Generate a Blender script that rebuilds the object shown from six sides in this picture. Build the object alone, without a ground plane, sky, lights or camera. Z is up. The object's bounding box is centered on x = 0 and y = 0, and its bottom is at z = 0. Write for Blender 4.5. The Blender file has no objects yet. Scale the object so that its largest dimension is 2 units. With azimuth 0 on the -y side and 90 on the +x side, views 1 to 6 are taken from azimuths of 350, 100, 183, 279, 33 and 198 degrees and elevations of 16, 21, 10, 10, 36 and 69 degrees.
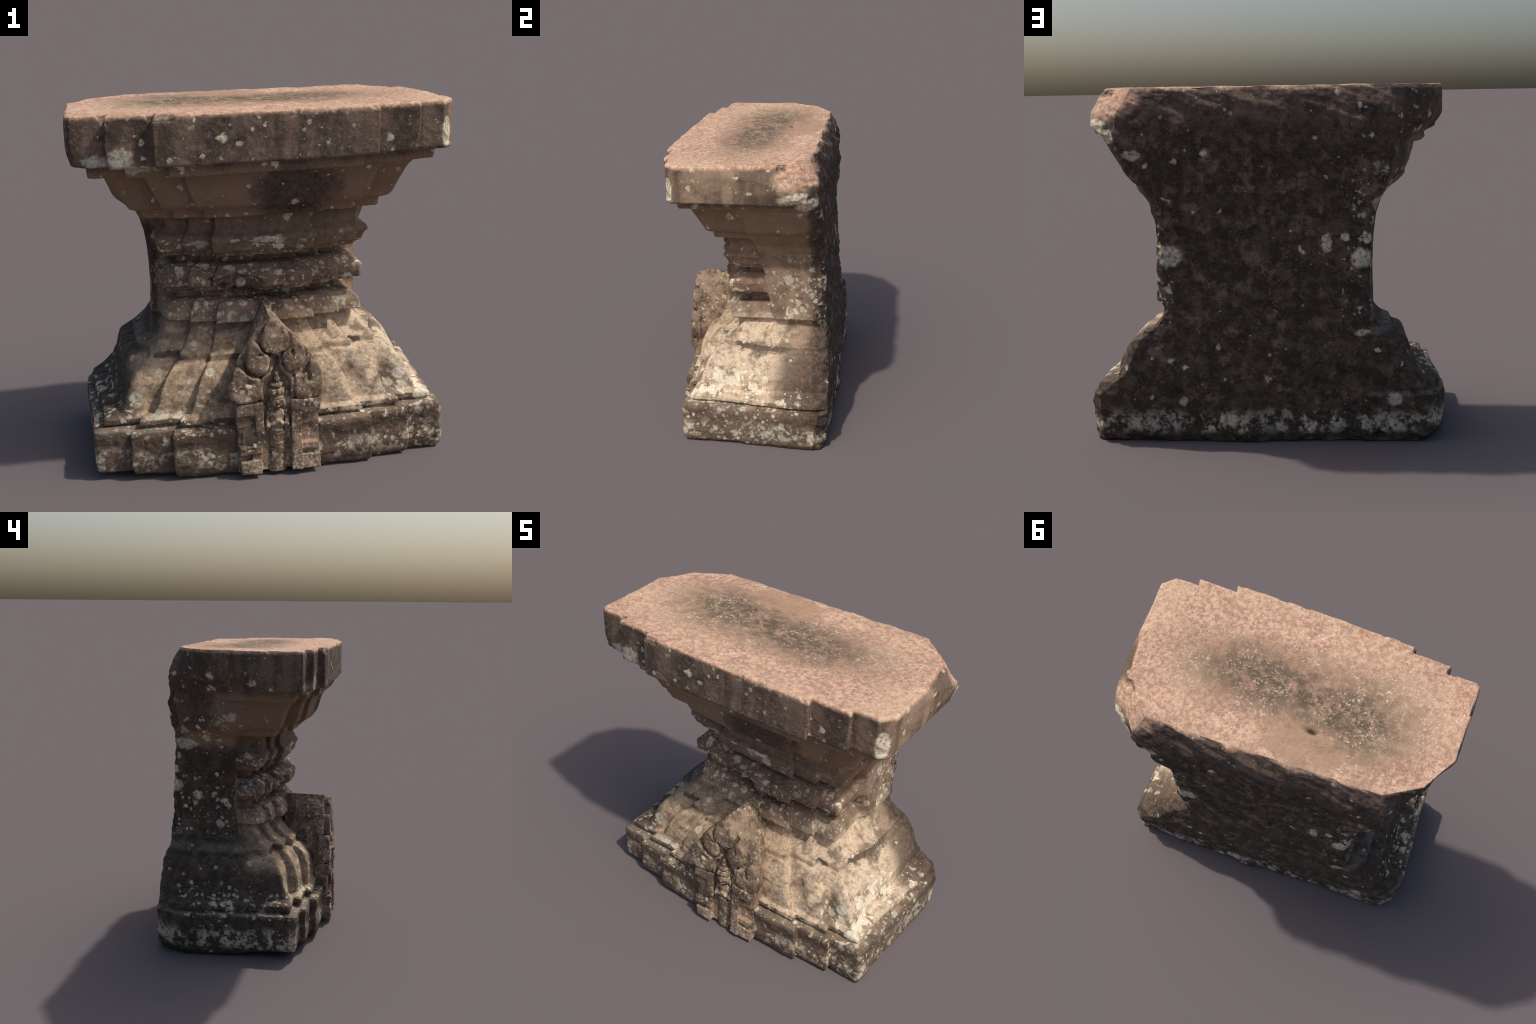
"""Weathered sandstone pedestal fragment: a moulded Khmer-style half base with a
stepped plan, a heavy broken table slab, ring mouldings and a carved antefix."""
import bpy, bmesh, math, random
import numpy as np
from mathutils import Vector, Matrix

random.seed(7)
VOXEL = 0.005

# ------------------------------------------------------------------ noise ---
_rng = np.random.RandomState(11)
_perm = np.concatenate([_rng.permutation(256)] * 3)
_grad = _rng.normal(size=(256, 3))
_grad /= np.linalg.norm(_grad, axis=1)[:, None]


def perlin(P):
    """Gradient noise, about -0.6..0.6, at points P (n,3)."""
    i = np.floor(P).astype(int)
    f = P - i
    i &= 255
    w = f * f * f * (f * (f * 6 - 15) + 10)
    out = np.zeros(len(P))
    for dx in (0, 1):
        wx = w[:, 0] if dx else 1 - w[:, 0]
        for dy in (0, 1):
            wy = w[:, 1] if dy else 1 - w[:, 1]
            for dz in (0, 1):
                wz = w[:, 2] if dz else 1 - w[:, 2]
                h = _perm[_perm[_perm[i[:, 0] + dx] + i[:, 1] + dy] + i[:, 2] + dz]
                out += wx * wy * wz * np.einsum('ij,ij->i', _grad[h], f - (dx, dy, dz))
    return out


def fbm(P, scale, octaves=3, offset=0.0):
    P = np.asarray(P) * scale + offset
    out, a = np.zeros(len(P)), 1.0
    for k in range(octaves):
        out += a * perlin(P + 17.3 * k)
        P, a = P * 2.03, a * 0.5
    return out


def sstep(a, b, x):
    t = np.clip((np.asarray(x, float) - a) / (b - a), 0, 1)
    return t * t * (3 - 2 * t)


# ------------------------------------------------ profile of the carved block ---
# Key levels of the moulding, bottom to top:
# z, left x, right x, front y of (corner, middle, centre) facets
PROFILE = [
    (0.000, -0.930, 0.930, -0.390, -0.434, -0.474),
    (0.022, -0.955, 0.950, -0.408, -0.450, -0.490),
    (0.090, -0.970, 0.958, -0.416, -0.458, -0.502),
    (0.170, -0.966, 0.950, -0.410, -0.450, -0.494),
    (0.255, -0.970, 0.948, -0.414, -0.454, -0.502),
    (0.276, -0.966, 0.942, -0.410, -0.450, -0.498),
    (0.282, -0.896, 0.880, -0.346, -0.396, -0.434),
    (0.294, -0.896, 0.880, -0.346, -0.396, -0.434),
    (0.299, -0.918, 0.902, -0.366, -0.416, -0.456),
    (0.326, -0.910, 0.896, -0.362, -0.412, -0.452),
    (0.336, -0.890, 0.872, -0.346, -0.398, -0.438),
    (0.342, -0.832, 0.835, -0.326, -0.388, -0.428),
    (0.385, -0.800, 0.810, -0.314, -0.380, -0.424),
    (0.440, -0.780, 0.790, -0.302, -0.370, -0.418),
    (0.490, -0.758, 0.766, -0.286, -0.354, -0.408),
    (0.530, -0.730, 0.736, -0.264, -0.332, -0.390),
    (0.558, -0.702, 0.706, -0.240, -0.308, -0.366),
    (0.574, -0.680, 0.682, -0.220, -0.286, -0.342),
    (0.582, -0.662, 0.660, -0.202, -0.268, -0.324),
    (0.586, -0.640, 0.636, -0.182, -0.246, -0.300),
    (0.624, -0.636, 0.632, -0.178, -0.242, -0.296),
    (0.630, -0.612, 0.604, -0.156, -0.218, -0.272),
    (0.660, -0.582, 0.574, -0.112, -0.168, -0.220),
    (0.700, -0.555, 0.548, -0.078, -0.130, -0.176),
    (0.740, -0.532, 0.528, -0.050, -0.100, -0.142),
    (0.768, -0.520, 0.518, -0.036, -0.084, -0.124),
    (0.774, -0.550, 0.565, -0.140, -0.184, -0.232),
    (0.800, -0.545, 0.562, -0.138, -0.182, -0.230),
    (0.832, -0.536, 0.553, -0.128, -0.174, -0.222),
    (0.854, -0.522, 0.532, -0.110, -0.156, -0.204),
    (0.870, -0.508, 0.514, -0.096, -0.142, -0.188),
    (0.875, -0.445, 0.450, -0.024, -0.052, -0.086),
    (0.932, -0.445, 0.450, -0.024, -0.052, -0.086),
    (0.936, -0.510, 0.515, -0.100, -0.144, -0.195),
    (0.960, -0.512, 0.517, -0.102, -0.146, -0.197),
    (0.966, -0.550, 0.560, -0.138, -0.170, -0.232),
    (1.030, -0.554, 0.566, -0.142, -0.174, -0.236),
    (1.042, -0.546, 0.558, -0.134, -0.166, -0.228),
    (1.060, -0.516, 0.528, -0.100, -0.136, -0.190),
    (1.078, -0.492, 0.502, -0.070, -0.108, -0.154),
    (1.083, -0.450, 0.458, -0.024, -0.052, -0.086),
    (1.136, -0.450, 0.458, -0.024, -0.052, -0.086),
    (1.140, -0.525, 0.530, -0.108, -0.150, -0.198),
    (1.156, -0.530, 0.535, -0.112, -0.154, -0.202),
    (1.175, -0.555, 0.565, -0.140, -0.172, -0.224),
    (1.210, -0.562, 0.575, -0.150, -0.182, -0.232),
    (1.228, -0.570, 0.588, -0.160, -0.192, -0.240),
    (1.236, -0.574, 0.598, -0.168, -0.198, -0.246),
    (1.258, -0.570, 0.595, -0.164, -0.194, -0.242),
    (1.275, -0.548, 0.565, -0.136, -0.170, -0.216),
    (1.300, -0.530, 0.545, -0.122, -0.160, -0.198),
    (1.380, -0.530, 0.545, -0.120, -0.158, -0.198),
    (1.386, -0.630, 0.632, -0.214, -0.250, -0.284),
    (1.432, -0.645, 0.638, -0.220, -0.256, -0.290),
    (1.438, -0.675, 0.660, -0.240, -0.286, -0.318),
    (1.450, -0.702, 0.684, -0.256, -0.316, -0.350),
    (1.470, -0.716, 0.700, -0.260, -0.338, -0.376),
    (1.510, -0.738, 0.712, -0.276, -0.356, -0.390),
    (1.565, -0.770, 0.730, -0.302, -0.372, -0.404),
    (1.610, -0.788, 0.750, -0.326, -0.390, -0.420),
    (1.648, -0.812, 0.780, -0.352, -0.406, -0.440),
    (1.654, -0.902, 0.874, -0.378, -0.430, -0.484),
    (1.706, -0.908, 0.880, -0.382, -0.434, -0.488),
    (1.711, -0.978, 0.950, -0.428, -0.472, -0.520),
    (1.718, -0.990, 0.960, -0.436, -0.477, -0.528),
    (1.800, -0.998, 0.964, -0.436, -0.480, -0.527),
    (1.930, -0.996, 0.966, -0.436, -0.480, -0.527),
    (1.955, -0.992, 0.962, -0.436, -0.480, -0.527),
    (1.960, -0.984, 0.954, -0.426, -0.467, -0.518),
]
# flanks behind the side step: z, x, y of the step, width of the step
FLANK_RIGHT = [(0.0, 0.975, 0.05, 0.5), (0.03, 0.990, 0.05, 0.5), (0.245, 0.992, 0.05, 0.5), (0.276, 0.986, 0.05, 0.5), (0.282, 0.936, 0.05, 0.5), (0.294, 0.936, 0.05, 0.5), (0.299, 0.962, 0.05, 0.5),
               (0.328, 0.952, 0.05, 0.5), (0.336, 0.930, 0.05, 0.5), (0.342, 0.872, 0.0, 0.35), (0.356, 0.840, 0.0, 0.35), (0.390, 0.836, 0.0, 0.35), (0.440, 0.832, 0.0, 0.3), (0.485, 0.812, 0.0, 0.3), (0.530, 0.786, 0.0, 0.2), (0.560, 0.760, 0.0, 0.2),
               (0.582, 0.735, 0.0, 0.15), (0.588, 0.694, 0.0, 0.15), (0.624, 0.688, 0.02, 0.15), (0.630, 0.650, 0.05, 0.15), (0.680, 0.606, 0.08, 0.12), (0.728, 0.576, 0.15, 0.03),
               (0.770, 0.578, 0.15, 0.03), (0.790, 0.618, 0.15, 0.03), (0.90, 0.610, 0.12, 0.03), (1.10, 0.596, 0.09, 0.03), (1.20, 0.604, 0.08, 0.03), (1.28, 0.624, 0.06, 0.03),
               (1.34, 0.645, 0.04, 0.05), (1.37, 0.672, 0.03, 0.05), (1.40, 0.700, 0.03, 0.05), (1.45, 0.735, 0.02, 0.06), (1.48, 0.785, 0.0, 0.08), (1.52, 0.808, 0.0, 0.08),
               (1.58, 0.838, -0.02, 0.10), (1.648, 0.866, -0.05, 0.15), (1.656, 0.888, -0.05, 0.25), (1.700, 0.894, -0.05, 0.25), (1.71, 0.960, 0.0, 0.5),
               (1.80, 0.982, 0.0, 0.5), (1.90, 0.984, 0.0, 0.5), (1.960, 0.958, 0.0, 0.5)]
FLANK_LEFT = [(0.0, -0.965, 0.05, 0.5), (0.03, -0.990, 0.05, 0.5), (0.262, -0.996, 0.05, 0.5), (0.276, -0.990, 0.05, 0.5), (0.282, -0.936, 0.05, 0.5),
              (0.294, -0.936, 0.05, 0.5), (0.299, -0.962, 0.05, 0.5), (0.328, -0.952, 0.05, 0.5), (0.336, -0.930, 0.05, 0.5), (0.345, -0.866, -0.05, 0.2),
              (0.400, -0.828, -0.05, 0.2), (0.460, -0.808, -0.05, 0.18), (0.520, -0.788, -0.05, 0.15), (0.560, -0.775, -0.05, 0.12), (0.578, -0.750, -0.05, 0.12),
              (0.584, -0.706, -0.05, 0.12), (0.628, -0.692, 0.0, 0.12), (0.655, -0.640, 0.04, 0.1), (0.70, -0.598, 0.05, 0.03), (0.95, -0.592, 0.07, 0.03),
              (1.10, -0.594, 0.07, 0.03), (1.25, -0.611, 0.07, 0.03), (1.33, -0.636, 0.07, 0.03), (1.39, -0.668, 0.05, 0.05), (1.42, -0.718, 0.0, 0.06),
              (1.47, -0.772, -0.05, 0.08), (1.55, -0.804, -0.06, 0.08), (1.648, -0.840, -0.08, 0.1), (1.656, -0.910, -0.10, 0.25), (1.70, -0.918, -0.10, 0.25),
              (1.71, -0.975, -0.10, 0.25), (1.80, -0.998, -0.10, 0.25), (1.960, -0.982, -0.10, 0.25)]
# rough back plane: z, y
BACK = [(0.0, 0.520), (0.05, 0.538), (0.30, 0.547), (0.45, 0.543), (0.56, 0.534), (0.76, 0.512), (1.04, 0.495),
        (1.31, 0.485), (1.57, 0.490), (1.78, 0.490), (1.86, 0.476), (1.92, 0.454), (1.960, 0.430)]
# how the two rear corners are broken off: z, y on flank, (x, y) between, x on the back plane
BREAK_LEFT = [(0.0, 0.32, -0.92, 0.45, -0.84), (0.10, 0.35, -0.965, 0.47, -0.90), (0.27, 0.40, -0.955, 0.49, -0.89),
              (0.33, 0.40, -0.89, 0.49, -0.84), (0.40, 0.42, -0.80, 0.51, -0.765), (0.56, 0.42, -0.735, 0.50, -0.70), (0.60, 0.42, -0.67, 0.485, -0.63),
              (0.66, 0.34, -0.605, 0.48, -0.57), (0.72, 0.20, -0.572, 0.47, -0.550), (0.95, 0.20, -0.560, 0.46, -0.535), (1.20, 0.20, -0.580, 0.45, -0.555),
              (1.33, 0.20, -0.608, 0.44, -0.575), (1.44, 0.18, -0.682, 0.39, -0.62), (1.50, 0.13, -0.724, 0.34, -0.65), (1.60, 0.05, -0.752, 0.29, -0.68),
              (1.65, -0.06, -0.776, 0.21, -0.69), (1.70, -0.20, -0.822, 0.18, -0.69), (1.74, -0.15, -0.852, 0.20, -0.69), (1.79, -0.02, -0.875, 0.25, -0.70),
              (1.84, 0.02, -0.882, 0.28, -0.70), (1.89, 0.06, -0.884, 0.30, -0.70), (1.960, 0.10, -0.866, 0.31, -0.66)]
BREAK_RIGHT = [(0.0, 0.46, 0.965, 0.500, 0.93), (0.28, 0.48, 0.965, 0.515, 0.94), (0.40, 0.48, 0.825, 0.520, 0.79), (0.57, 0.47, 0.745, 0.515, 0.71),
               (0.68, 0.46, 0.640, 0.50, 0.61), (0.75, 0.45, 0.570, 0.49, 0.55), (0.80, 0.45, 0.600, 0.48, 0.57), (1.30, 0.43, 0.590, 0.475, 0.56),
               (1.40, 0.38, 0.63, 0.46, 0.60), (1.48, 0.34, 0.755, 0.43, 0.70), (1.56, 0.32, 0.81, 0.43, 0.76), (1.64, 0.30, 0.86, 0.43, 0.80), (1.70, 0.28, 0.90, 0.42, 0.82),
               (1.76, 0.28, 0.962, 0.375, 0.81), (1.82, 0.27, 0.968, 0.33, 0.80), (1.86, 0.20, 0.958, 0.29, 0.775),
               (1.92, 0.04, 0.935, 0.225, 0.745), (1.960, -0.05, 0.900, 0.215, 0.725)]


def column(table, z, k):
    return float(np.interp(z, [r[0] for r in table], [r[k] for r in table]))


def plan_at(z, row):
    """Stepped plan polygon of the block at height z, counter-clockwise from the front left."""
    _, xl, xr, yc, ym, y0 = row
    tl, tr = (-xl - 0.56) / 0.40, (xr - 0.56) / 0.40
    s1l, s2l = xl * (0.468 + 0.095 * tl), xl * (0.718 + 0.075 * tl)
    s1r, s2r = xr * (0.447 + 0.093 * tr), xr * (0.728 + 0.046 * tr)
    ring = float(sstep(0.76, 0.78, z) * sstep(1.30, 1.27, z))      # the waist rings sit slightly back
    yc, ym, y0 = yc + 0.012 * ring, ym + 0.012 * ring, y0 + 0.014 * ring
    tilt = 0.011 * float(sstep(1.55, 1.68, z) * sstep(1.78, 1.70, z))
    yb = column(BACK, z, 1)
    xrr, ypr, wr = (column(FLANK_RIGHT, z, k) for k in (1, 2, 3))
    xlr, ypl, wl = (column(FLANK_LEFT, z, k) for k in (1, 2, 3))
    lyA, lxB, lyB, lxC = (column(BREAK_LEFT, z, k) for k in (1, 2, 3, 4))
    ryA, rxB, ryB, rxC = (column(BREAK_RIGHT, z, k) for k in (1, 2, 3, 4))
    r0, r1 = max(ypr - wr / 2, yc + 0.10), min(ypr + wr / 2, ryA - 0.02)
    l0, l1 = max(ypl - wl / 2, yc + 0.10), min(ypl + wl / 2, lyA - 0.02)
    l1 = max(l1, yc + 0.08)
    l0, r0 = min(l0, l1 - 0.01), min(r0, r1 - 0.01)
    cut_r = 0.012 + 0.055 * float(sstep(1.69, 1.74, z))          # front right corner of the slab is struck off
    cut_l = 0.010 + 0.012 * float(sstep(1.69, 1.74, z))
    bow = 0.008 * (1 - ring)
    pts = [(xl, yc + cut_l), (xl + cut_l, yc), (s2l, yc), (s2l - 0.012, ym), (s1l, ym), (s1l - 0.014, y0), (0.0, y0 - bow), (s1r + 0.014, y0), (s1r, ym),
           (s2r + 0.012, ym), (s2r, yc), (xr - cut_r, yc), (xr, yc + cut_r), (xr, r0), (xrr, r1), (xrr, ryA),
           (min(rxB, xrr), ryB), (min(rxC, xrr - 0.01), yb + 0.002), (0.3, yb + 0.012), (-0.2, yb),
           (max(lxC, xlr + 0.01), yb), (max(lxB, xlr), lyB), (xlr, lyA), (xlr, l1), (xl, l0)]
    out = []
    for x, y in pts:
        skew = (0.03 + 0.025 * float(sstep(0.70, 0.80, z) * sstep(1.40, 1.30, z))) * x * float(sstep(0.15, -0.15, y))      # the front is turned a little
        out.append((x, y - skew, z + tilt * x))
    return out


def loft_block():
    levels = []
    for a, b in zip(PROFILE[:-1], PROFILE[1:]):
        n = max(1, int((b[0] - a[0]) / 0.012))
        for k in range(n):
            t = k / n
            levels.append(tuple(p + (q - p) * t for p, q in zip(a, b)))
    levels.append(PROFILE[-1])
    rings = [plan_at(r[0], r) for r in levels]
    verts = [p for ring in rings for p in ring]
    m = len(rings[0])
    faces = [tuple(reversed(range(m))), tuple(range(len(verts) - m, len(verts)))]
    for i in range(len(rings) - 1):
        for j in range(m):
            a, b = i * m + j, i * m + (j + 1) % m
            faces.append((a, b, b + m, a + m))
    return make_mesh('pedestal_body', verts, faces)


# ------------------------------------------------------------ mesh helpers ---
def make_mesh(name, verts, faces):
    me = bpy.data.meshes.new(name)
    me.from_pydata([tuple(v) for v in verts], [], [tuple(f) for f in faces])
    me.validate()
    me.update()
    bm = bmesh.new()
    bm.from_mesh(me)
    bmesh.ops.triangulate(bm, faces=[f for f in bm.faces if len(f.verts) > 4])
    bmesh.ops.recalc_face_normals(bm, faces=bm.faces)
    bm.to_mesh(me)
    bm.free()
    ob = bpy.data.objects.new(name, me)
    bpy.context.scene.collection.objects.link(ob)
    return ob


def apply_modifiers(ob):
    deps = bpy.context.evaluated_depsgraph_get()
    new = bpy.data.meshes.new_from_object(ob.evaluated_get(deps))
    old = ob.data
    ob.modifiers.clear()
    ob.data = new
    bpy.data.meshes.remove(old)
    new.name = ob.name


def remesh(ob, voxel, smooth=3):
    m = ob.modifiers.new('r', 'REMESH')
    m.mode = 'VOXEL'
    m.voxel_size = voxel
    m.use_smooth_shade = True
    if smooth:
        s = ob.modifiers.new('s', 'SMOOTH')
        s.iterations = smooth
        s.factor = 0.5
    apply_modifiers(ob)


def coords(me):
    a = np.empty(len(me.vertices) * 3)
    me.vertices.foreach_get('co', a)
    return a.reshape(-1, 3)


def normals(me):
    a = np.empty(len(me.vertices) * 3, dtype=np.float32)
    me.vertex_normals.foreach_get('vector', a)
    return a.reshape(-1, 3).astype(float)


def set_coords(me, P):
    me.vertices.foreach_set('co', P.astype(np.float32).ravel())
    me.update()


def bump_band(x, a, b, soft):
    return sstep(a - soft, a + soft, x) * (1 - sstep(b - soft, b + soft, x))


def join_meshes(name, obs):
    bm = bmesh.new()
    for o in obs:
        bm.from_mesh(o.data)
    me = bpy.data.meshes.new(name)
    bm.to_mesh(me)
    bm.free()
    for o in obs:
        d = o.data
        bpy.data.objects.remove(o)
        bpy.data.meshes.remove(d)
    ob = bpy.data.objects.new(name, me)
    bpy.context.scene.collection.objects.link(ob)
    return ob


# ------------------------------------------------------- weathering relief ---
def weather_body(me):
    P, N = coords(me), normals(me)
    x, y, z = P.T
    back = sstep(0.15, 0.6, N[:, 1]) * sstep(0.05, 0.30, y)
    flankl = sstep(0.3, 0.7, -N[:, 0]) * sstep(0.05, 0.2, y) * sstep(1.42, 1.5, z)
    chip_r = sstep(0.15, 0.4, y) * sstep(1.72, 1.80, z) * sstep(0.6, 0.75, x)
    rough = np.clip(back + 0.5 * flankl + 0.6 * chip_r, 0, 1)
    d = 0.009 * fbm(P, 3.0, 2, 3.1) + 0.004 * fbm(P, 9, 2, 9.7) + 0.0022 * fbm(P, 34, 2, 1.9)
    # quarried back: broad lumps, slanting chisel hollows, small scars
    tilt = np.stack([x * 0.8 + z * 0.5, y, z * 1.5 - x * 0.7], 1)
    lumps = 0.022 * fbm(P, 3.2, 2, 5.5) + (0.019 + 0.008 * sstep(1.6, 1.85, z)) * fbm(tilt * (0.6, 1, 1.3), 6.0, 2, 8.1) + 0.009 * fbm(tilt, 17, 2, 2.2)
    pits = -0.016 * sstep(0.28, 0.5, fbm(P, 9, 1, 40.0))
    d = d * (1 - 0.4 * rough) + rough * (lumps + pits) + 0.002
    # lower mouldings are more eaten than the slab
    worn = sstep(0.75, 0.45, z) * (1 - rough)
    d += worn * 0.005 * fbm(P, 20, 3, 13.0)
    flat = N.copy()
    flat[:, 2] *= 1 - 0.9 * rough * sstep(1.86, 1.93, z)
    P = P + flat * d[:, None]
    # nibbled arrises of the slab
    rim = np.exp(-((z - 1.955) / 0.022) ** 2) * (1 - sstep(0.90, 0.985, N[:, 2]))
    nib = sstep(0.10, 0.55, fbm(P, 7.5, 3, 21.0)) * rim
    P[:, 2] -= 0.022 * nib
    P[:, 1] += 0.012 * nib * sstep(0.2, -0.2, y)
    # chip on the front of the square band
    chip = bump_band(x, -0.30, -0.03, 0.04) * bump_band(z, 0.90, 1.045 - 0.28 * np.abs(x + 0.16), 0.014) * sstep(-0.10, -0.18, y)
    P[:, 1] += chip * (0.070 + 0.06 * fbm(P, 18, 2, 4.0))
    # hollows worn beside the right-hand petal edges
    for hx, hz in ((0.440, 0.48), (0.620, 0.455)):
        P[:, 1] += 0.036 * np.exp(-((x - hx) / 0.050) ** 2 - ((z - hz) / 0.090) ** 2) * sstep(0.0, -0.15, y)
    # loss under the left end of the small lotus ring and on the slab's lower left corner
    loss = np.exp(-(((x + 0.53) / 0.05) ** 2 + ((z - 0.80) / 0.05) ** 2 + ((y + 0.10) / 0.1) ** 2))
    P += loss[:, None] * np.array([0.035, 0.03, 0.0])
    loss = np.exp(-(((x + 0.99) / 0.08) ** 2 + ((z - 1.70) / 0.05) ** 2))
    P += loss[:, None] * np.array([0.012, 0.006, 0.012])
    # deep socket in the left of the neck
    hole = np.exp(-(((x + 0.54) / 0.025) ** 2 + ((z - 1.32) / 0.030) ** 2 + ((y + 0.08) / 0.05) ** 2))
    P += hole[:, None] * np.array([0.03, 0.06, 0.0])
    # pit and fall of the table top
    top = sstep(0.7, 0.95, N[:, 2]) * sstep(1.85, 1.9, z)
    P[:, 2] += top * (0.008 * fbm(P * (1, 1, 0.2), 2.2, 2, 31.0))
    pit = np.exp(-(((x + 0.185 + 0.3 * (y - 0.2)) / 0.034) ** 2 + ((y - 0.2) / 0.014) ** 2))
    P[:, 2] -= top * 0.04 * pit
    # hole near the foot of the back
    foot = np.exp(-(((x + 0.62) / 0.03) ** 2 + ((z - 0.035) / 0.02) ** 2)) * sstep(0.4, 0.5, y)
    P[:, 1] -= 0.06 * foot
    # uneven underside: the left front corner stands a little clear of the ground
    lift = np.clip(0.030 * sstep(-0.2, -1.0, x) * sstep(0.1, -0.3, y) + 0.012 * fbm(P * (1, 1, 0), 7, 2, 3.3) + 0.004, 0, 0.05)
    P[:, 2] = np.where(z < 0.06, P[:, 2] + lift * (1 - sstep(0.0, 0.06, z)), P[:, 2])
    P[:, 2] = np.maximum(P[:, 2], 0.0)
    set_coords(me, P)


def weather_small(me, amp=0.003, scale=30, seed=0.0):
    P, N = coords(me), normals(me)
    d = amp * fbm(P, scale, 3, seed) + amp * 0.8 * fbm(P, scale * 0.3, 2, seed + 5)
    set_coords(me, P + N * d[:, None])


# --------------------------------------------------------------- materials ---
class Graph:
    """Small wrapper to write node graphs as expressions."""

    def __init__(self, name):
        self.mat = bpy.data.materials.new(name)
        self.mat.use_nodes = True
        self.t = self.mat.node_tree
        self.t.nodes.clear()
        self.co = self.t.nodes.new('ShaderNodeTexCoord').outputs['Object']

    def put(self, sock, v):
        if isinstance(v, bpy.types.NodeSocket):
            self.t.links.new(v, sock)
        else:
            sock.default_value = v

    def math(self, op, a, b=0.0, c=0.0, clamp=False):
        n = self.t.nodes.new('ShaderNodeMath')
        n.operation = op
        n.use_clamp = clamp
        for s, v in zip(n.inputs, (a, b, c)):
            self.put(s, v)
        return n.outputs[0]

    def mul(self, *v):
        r = v[0]
        for w in v[1:]:
            r = self.math('MULTIPLY', r, w)
        return r

    def add(self, *v):
        r = v[0]
        for w in v[1:]:
            r = self.math('ADD', r, w)
        return r

    def inv(self, a):
        return self.math('SUBTRACT', 1.0, a)

    def step(self, x, a, b):
        n = self.t.nodes.new('ShaderNodeMapRange')
        n.interpolation_type = 'SMOOTHSTEP'
        for s, v in zip(n.inputs, (x, a, b, 0.0, 1.0)):
            self.put(s, v)
        return n.outputs[0]

    def scaled(self, v):
        n = self.t.nodes.new('ShaderNodeMapping')
        n.inputs['Scale'].default_value = v
        self.t.links.new(self.co, n.inputs['Vector'])
        return n.outputs[0]

    def moved(self, v, vec=None):
        n = self.t.nodes.new('ShaderNodeVectorMath')
        n.operation = 'ADD'
        self.put(n.inputs[0], vec or self.co)
        n.inputs[1].default_value = v
        return n.outputs[0]

    def noise(self, scale, detail=4, rough=0.55, vec=None, dist=0.0, color=False):
        n = self.t.nodes.new('ShaderNodeTexNoise')
        n.inputs['Scale'].default_value = scale
        n.inputs['Detail'].default_value = detail
        n.inputs['Roughness'].default_value = rough
        n.inputs['Distortion'].default_value = dist
        self.t.links.new(vec or self.co, n.inputs['Vector'])
        return n.outputs['Color' if color else 'Fac']

    def voronoi(self, scale, vec=None, rand=1.0):
        n = self.t.nodes.new('ShaderNodeTexVoronoi')
        n.inputs['Scale'].default_value = scale
        n.inputs['Randomness'].default_value = rand
        self.t.links.new(vec or self.co, n.inputs['Vector'])
        return n.outputs['Distance'], n.outputs['Color']

    def sep(self, v):
        n = self.t.nodes.new('ShaderNodeSeparateXYZ')
        self.t.links.new(v, n.inputs[0])
        return n.outputs

    def mix(self, f, a, b):
        n = self.t.nodes.new('ShaderNodeMix')
        n.data_type = 'RGBA'
        self.put(n.inputs[0], f)
        for s, v in ((n.inputs[6], a), (n.inputs[7], b)):
            self.put(s, v if isinstance(v, bpy.types.NodeSocket) else (*v, 1.0))
        return n.outputs[2]

    def warp(self, amount, scale):
        """Object coordinates jittered by noise, for ragged mask outlines."""
        n = self.noise(scale, 3, 0.6, color=True)
        m = self.t.nodes.new('ShaderNodeVectorMath')
        m.operation = 'MULTIPLY_ADD'
        self.t.links.new(n, m.inputs[0])
        m.inputs[1].default_value = (amount,) * 3
        self.t.links.new(self.moved((-amount / 2,) * 3), m.inputs[2])
        return m.outputs[0]

    def blob(self, vec, centre, radii, soft=0.3):
        """1 inside the ellipsoid at centre, falling to 0 at its rim."""
        n = self.t.nodes.new('ShaderNodeVectorMath')
        n.operation = 'SUBTRACT'
        self.t.links.new(vec, n.inputs[0])
        n.inputs[1].default_value = centre
        d = self.t.nodes.new('ShaderNodeVectorMath')
        d.operation = 'DIVIDE'
        self.t.links.new(n.outputs[0], d.inputs[0])
        d.inputs[1].default_value = radii
        l = self.t.nodes.new('ShaderNodeVectorMath')
        l.operation = 'LENGTH'
        self.t.links.new(d.outputs[0], l.inputs[0])
        return self.step(l.outputs['Value'], 1.0 + soft, 1.0 - soft)

    def spots(self, scale, vec, share, size=0.42, soft=0.05):
        """Round lichen thalli: random cells hold a disc of random size; share is a socket 0..1."""
        dist, col = self.voronoi(scale, vec)
        r, g, b = self.sep(col)
        has = self.math('LESS_THAN', r, share)
        rad = self.math('MULTIPLY_ADD', g, size * 0.6, size * 0.4)
        return self.mul(has, self.step(self.math('SUBTRACT', dist, rad), soft, -soft)), b

    def finish(self, color, height, strength, rough=0.92):
        out = self.t.nodes.new('ShaderNodeOutputMaterial')
        p = self.t.nodes.new('ShaderNodeBsdfPrincipled')
        # base colour contrast raised: highlights brightened, shadowed recesses darkened
        gm = self.t.nodes.new('ShaderNodeGamma')
        self.put(gm.inputs['Color'], color)
        gm.inputs['Gamma'].default_value = 1.15
        sc = self.t.nodes.new('ShaderNodeVectorMath')
        sc.operation = 'SCALE'
        self.t.links.new(gm.outputs[0], sc.inputs[0])
        sc.inputs['Scale'].default_value = 1.20
        self.t.links.new(sc.outputs[0], p.inputs['Base Color'])
        self.put(p.inputs['Roughness'], rough)
        p.inputs['Specular IOR Level'].default_value = 0.25
        b = self.t.nodes.new('ShaderNodeBump')
        b.inputs['Strength'].default_value = strength
        b.inputs['Distance'].default_value = 0.004
        self.put(b.inputs['Height'], height)
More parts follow.
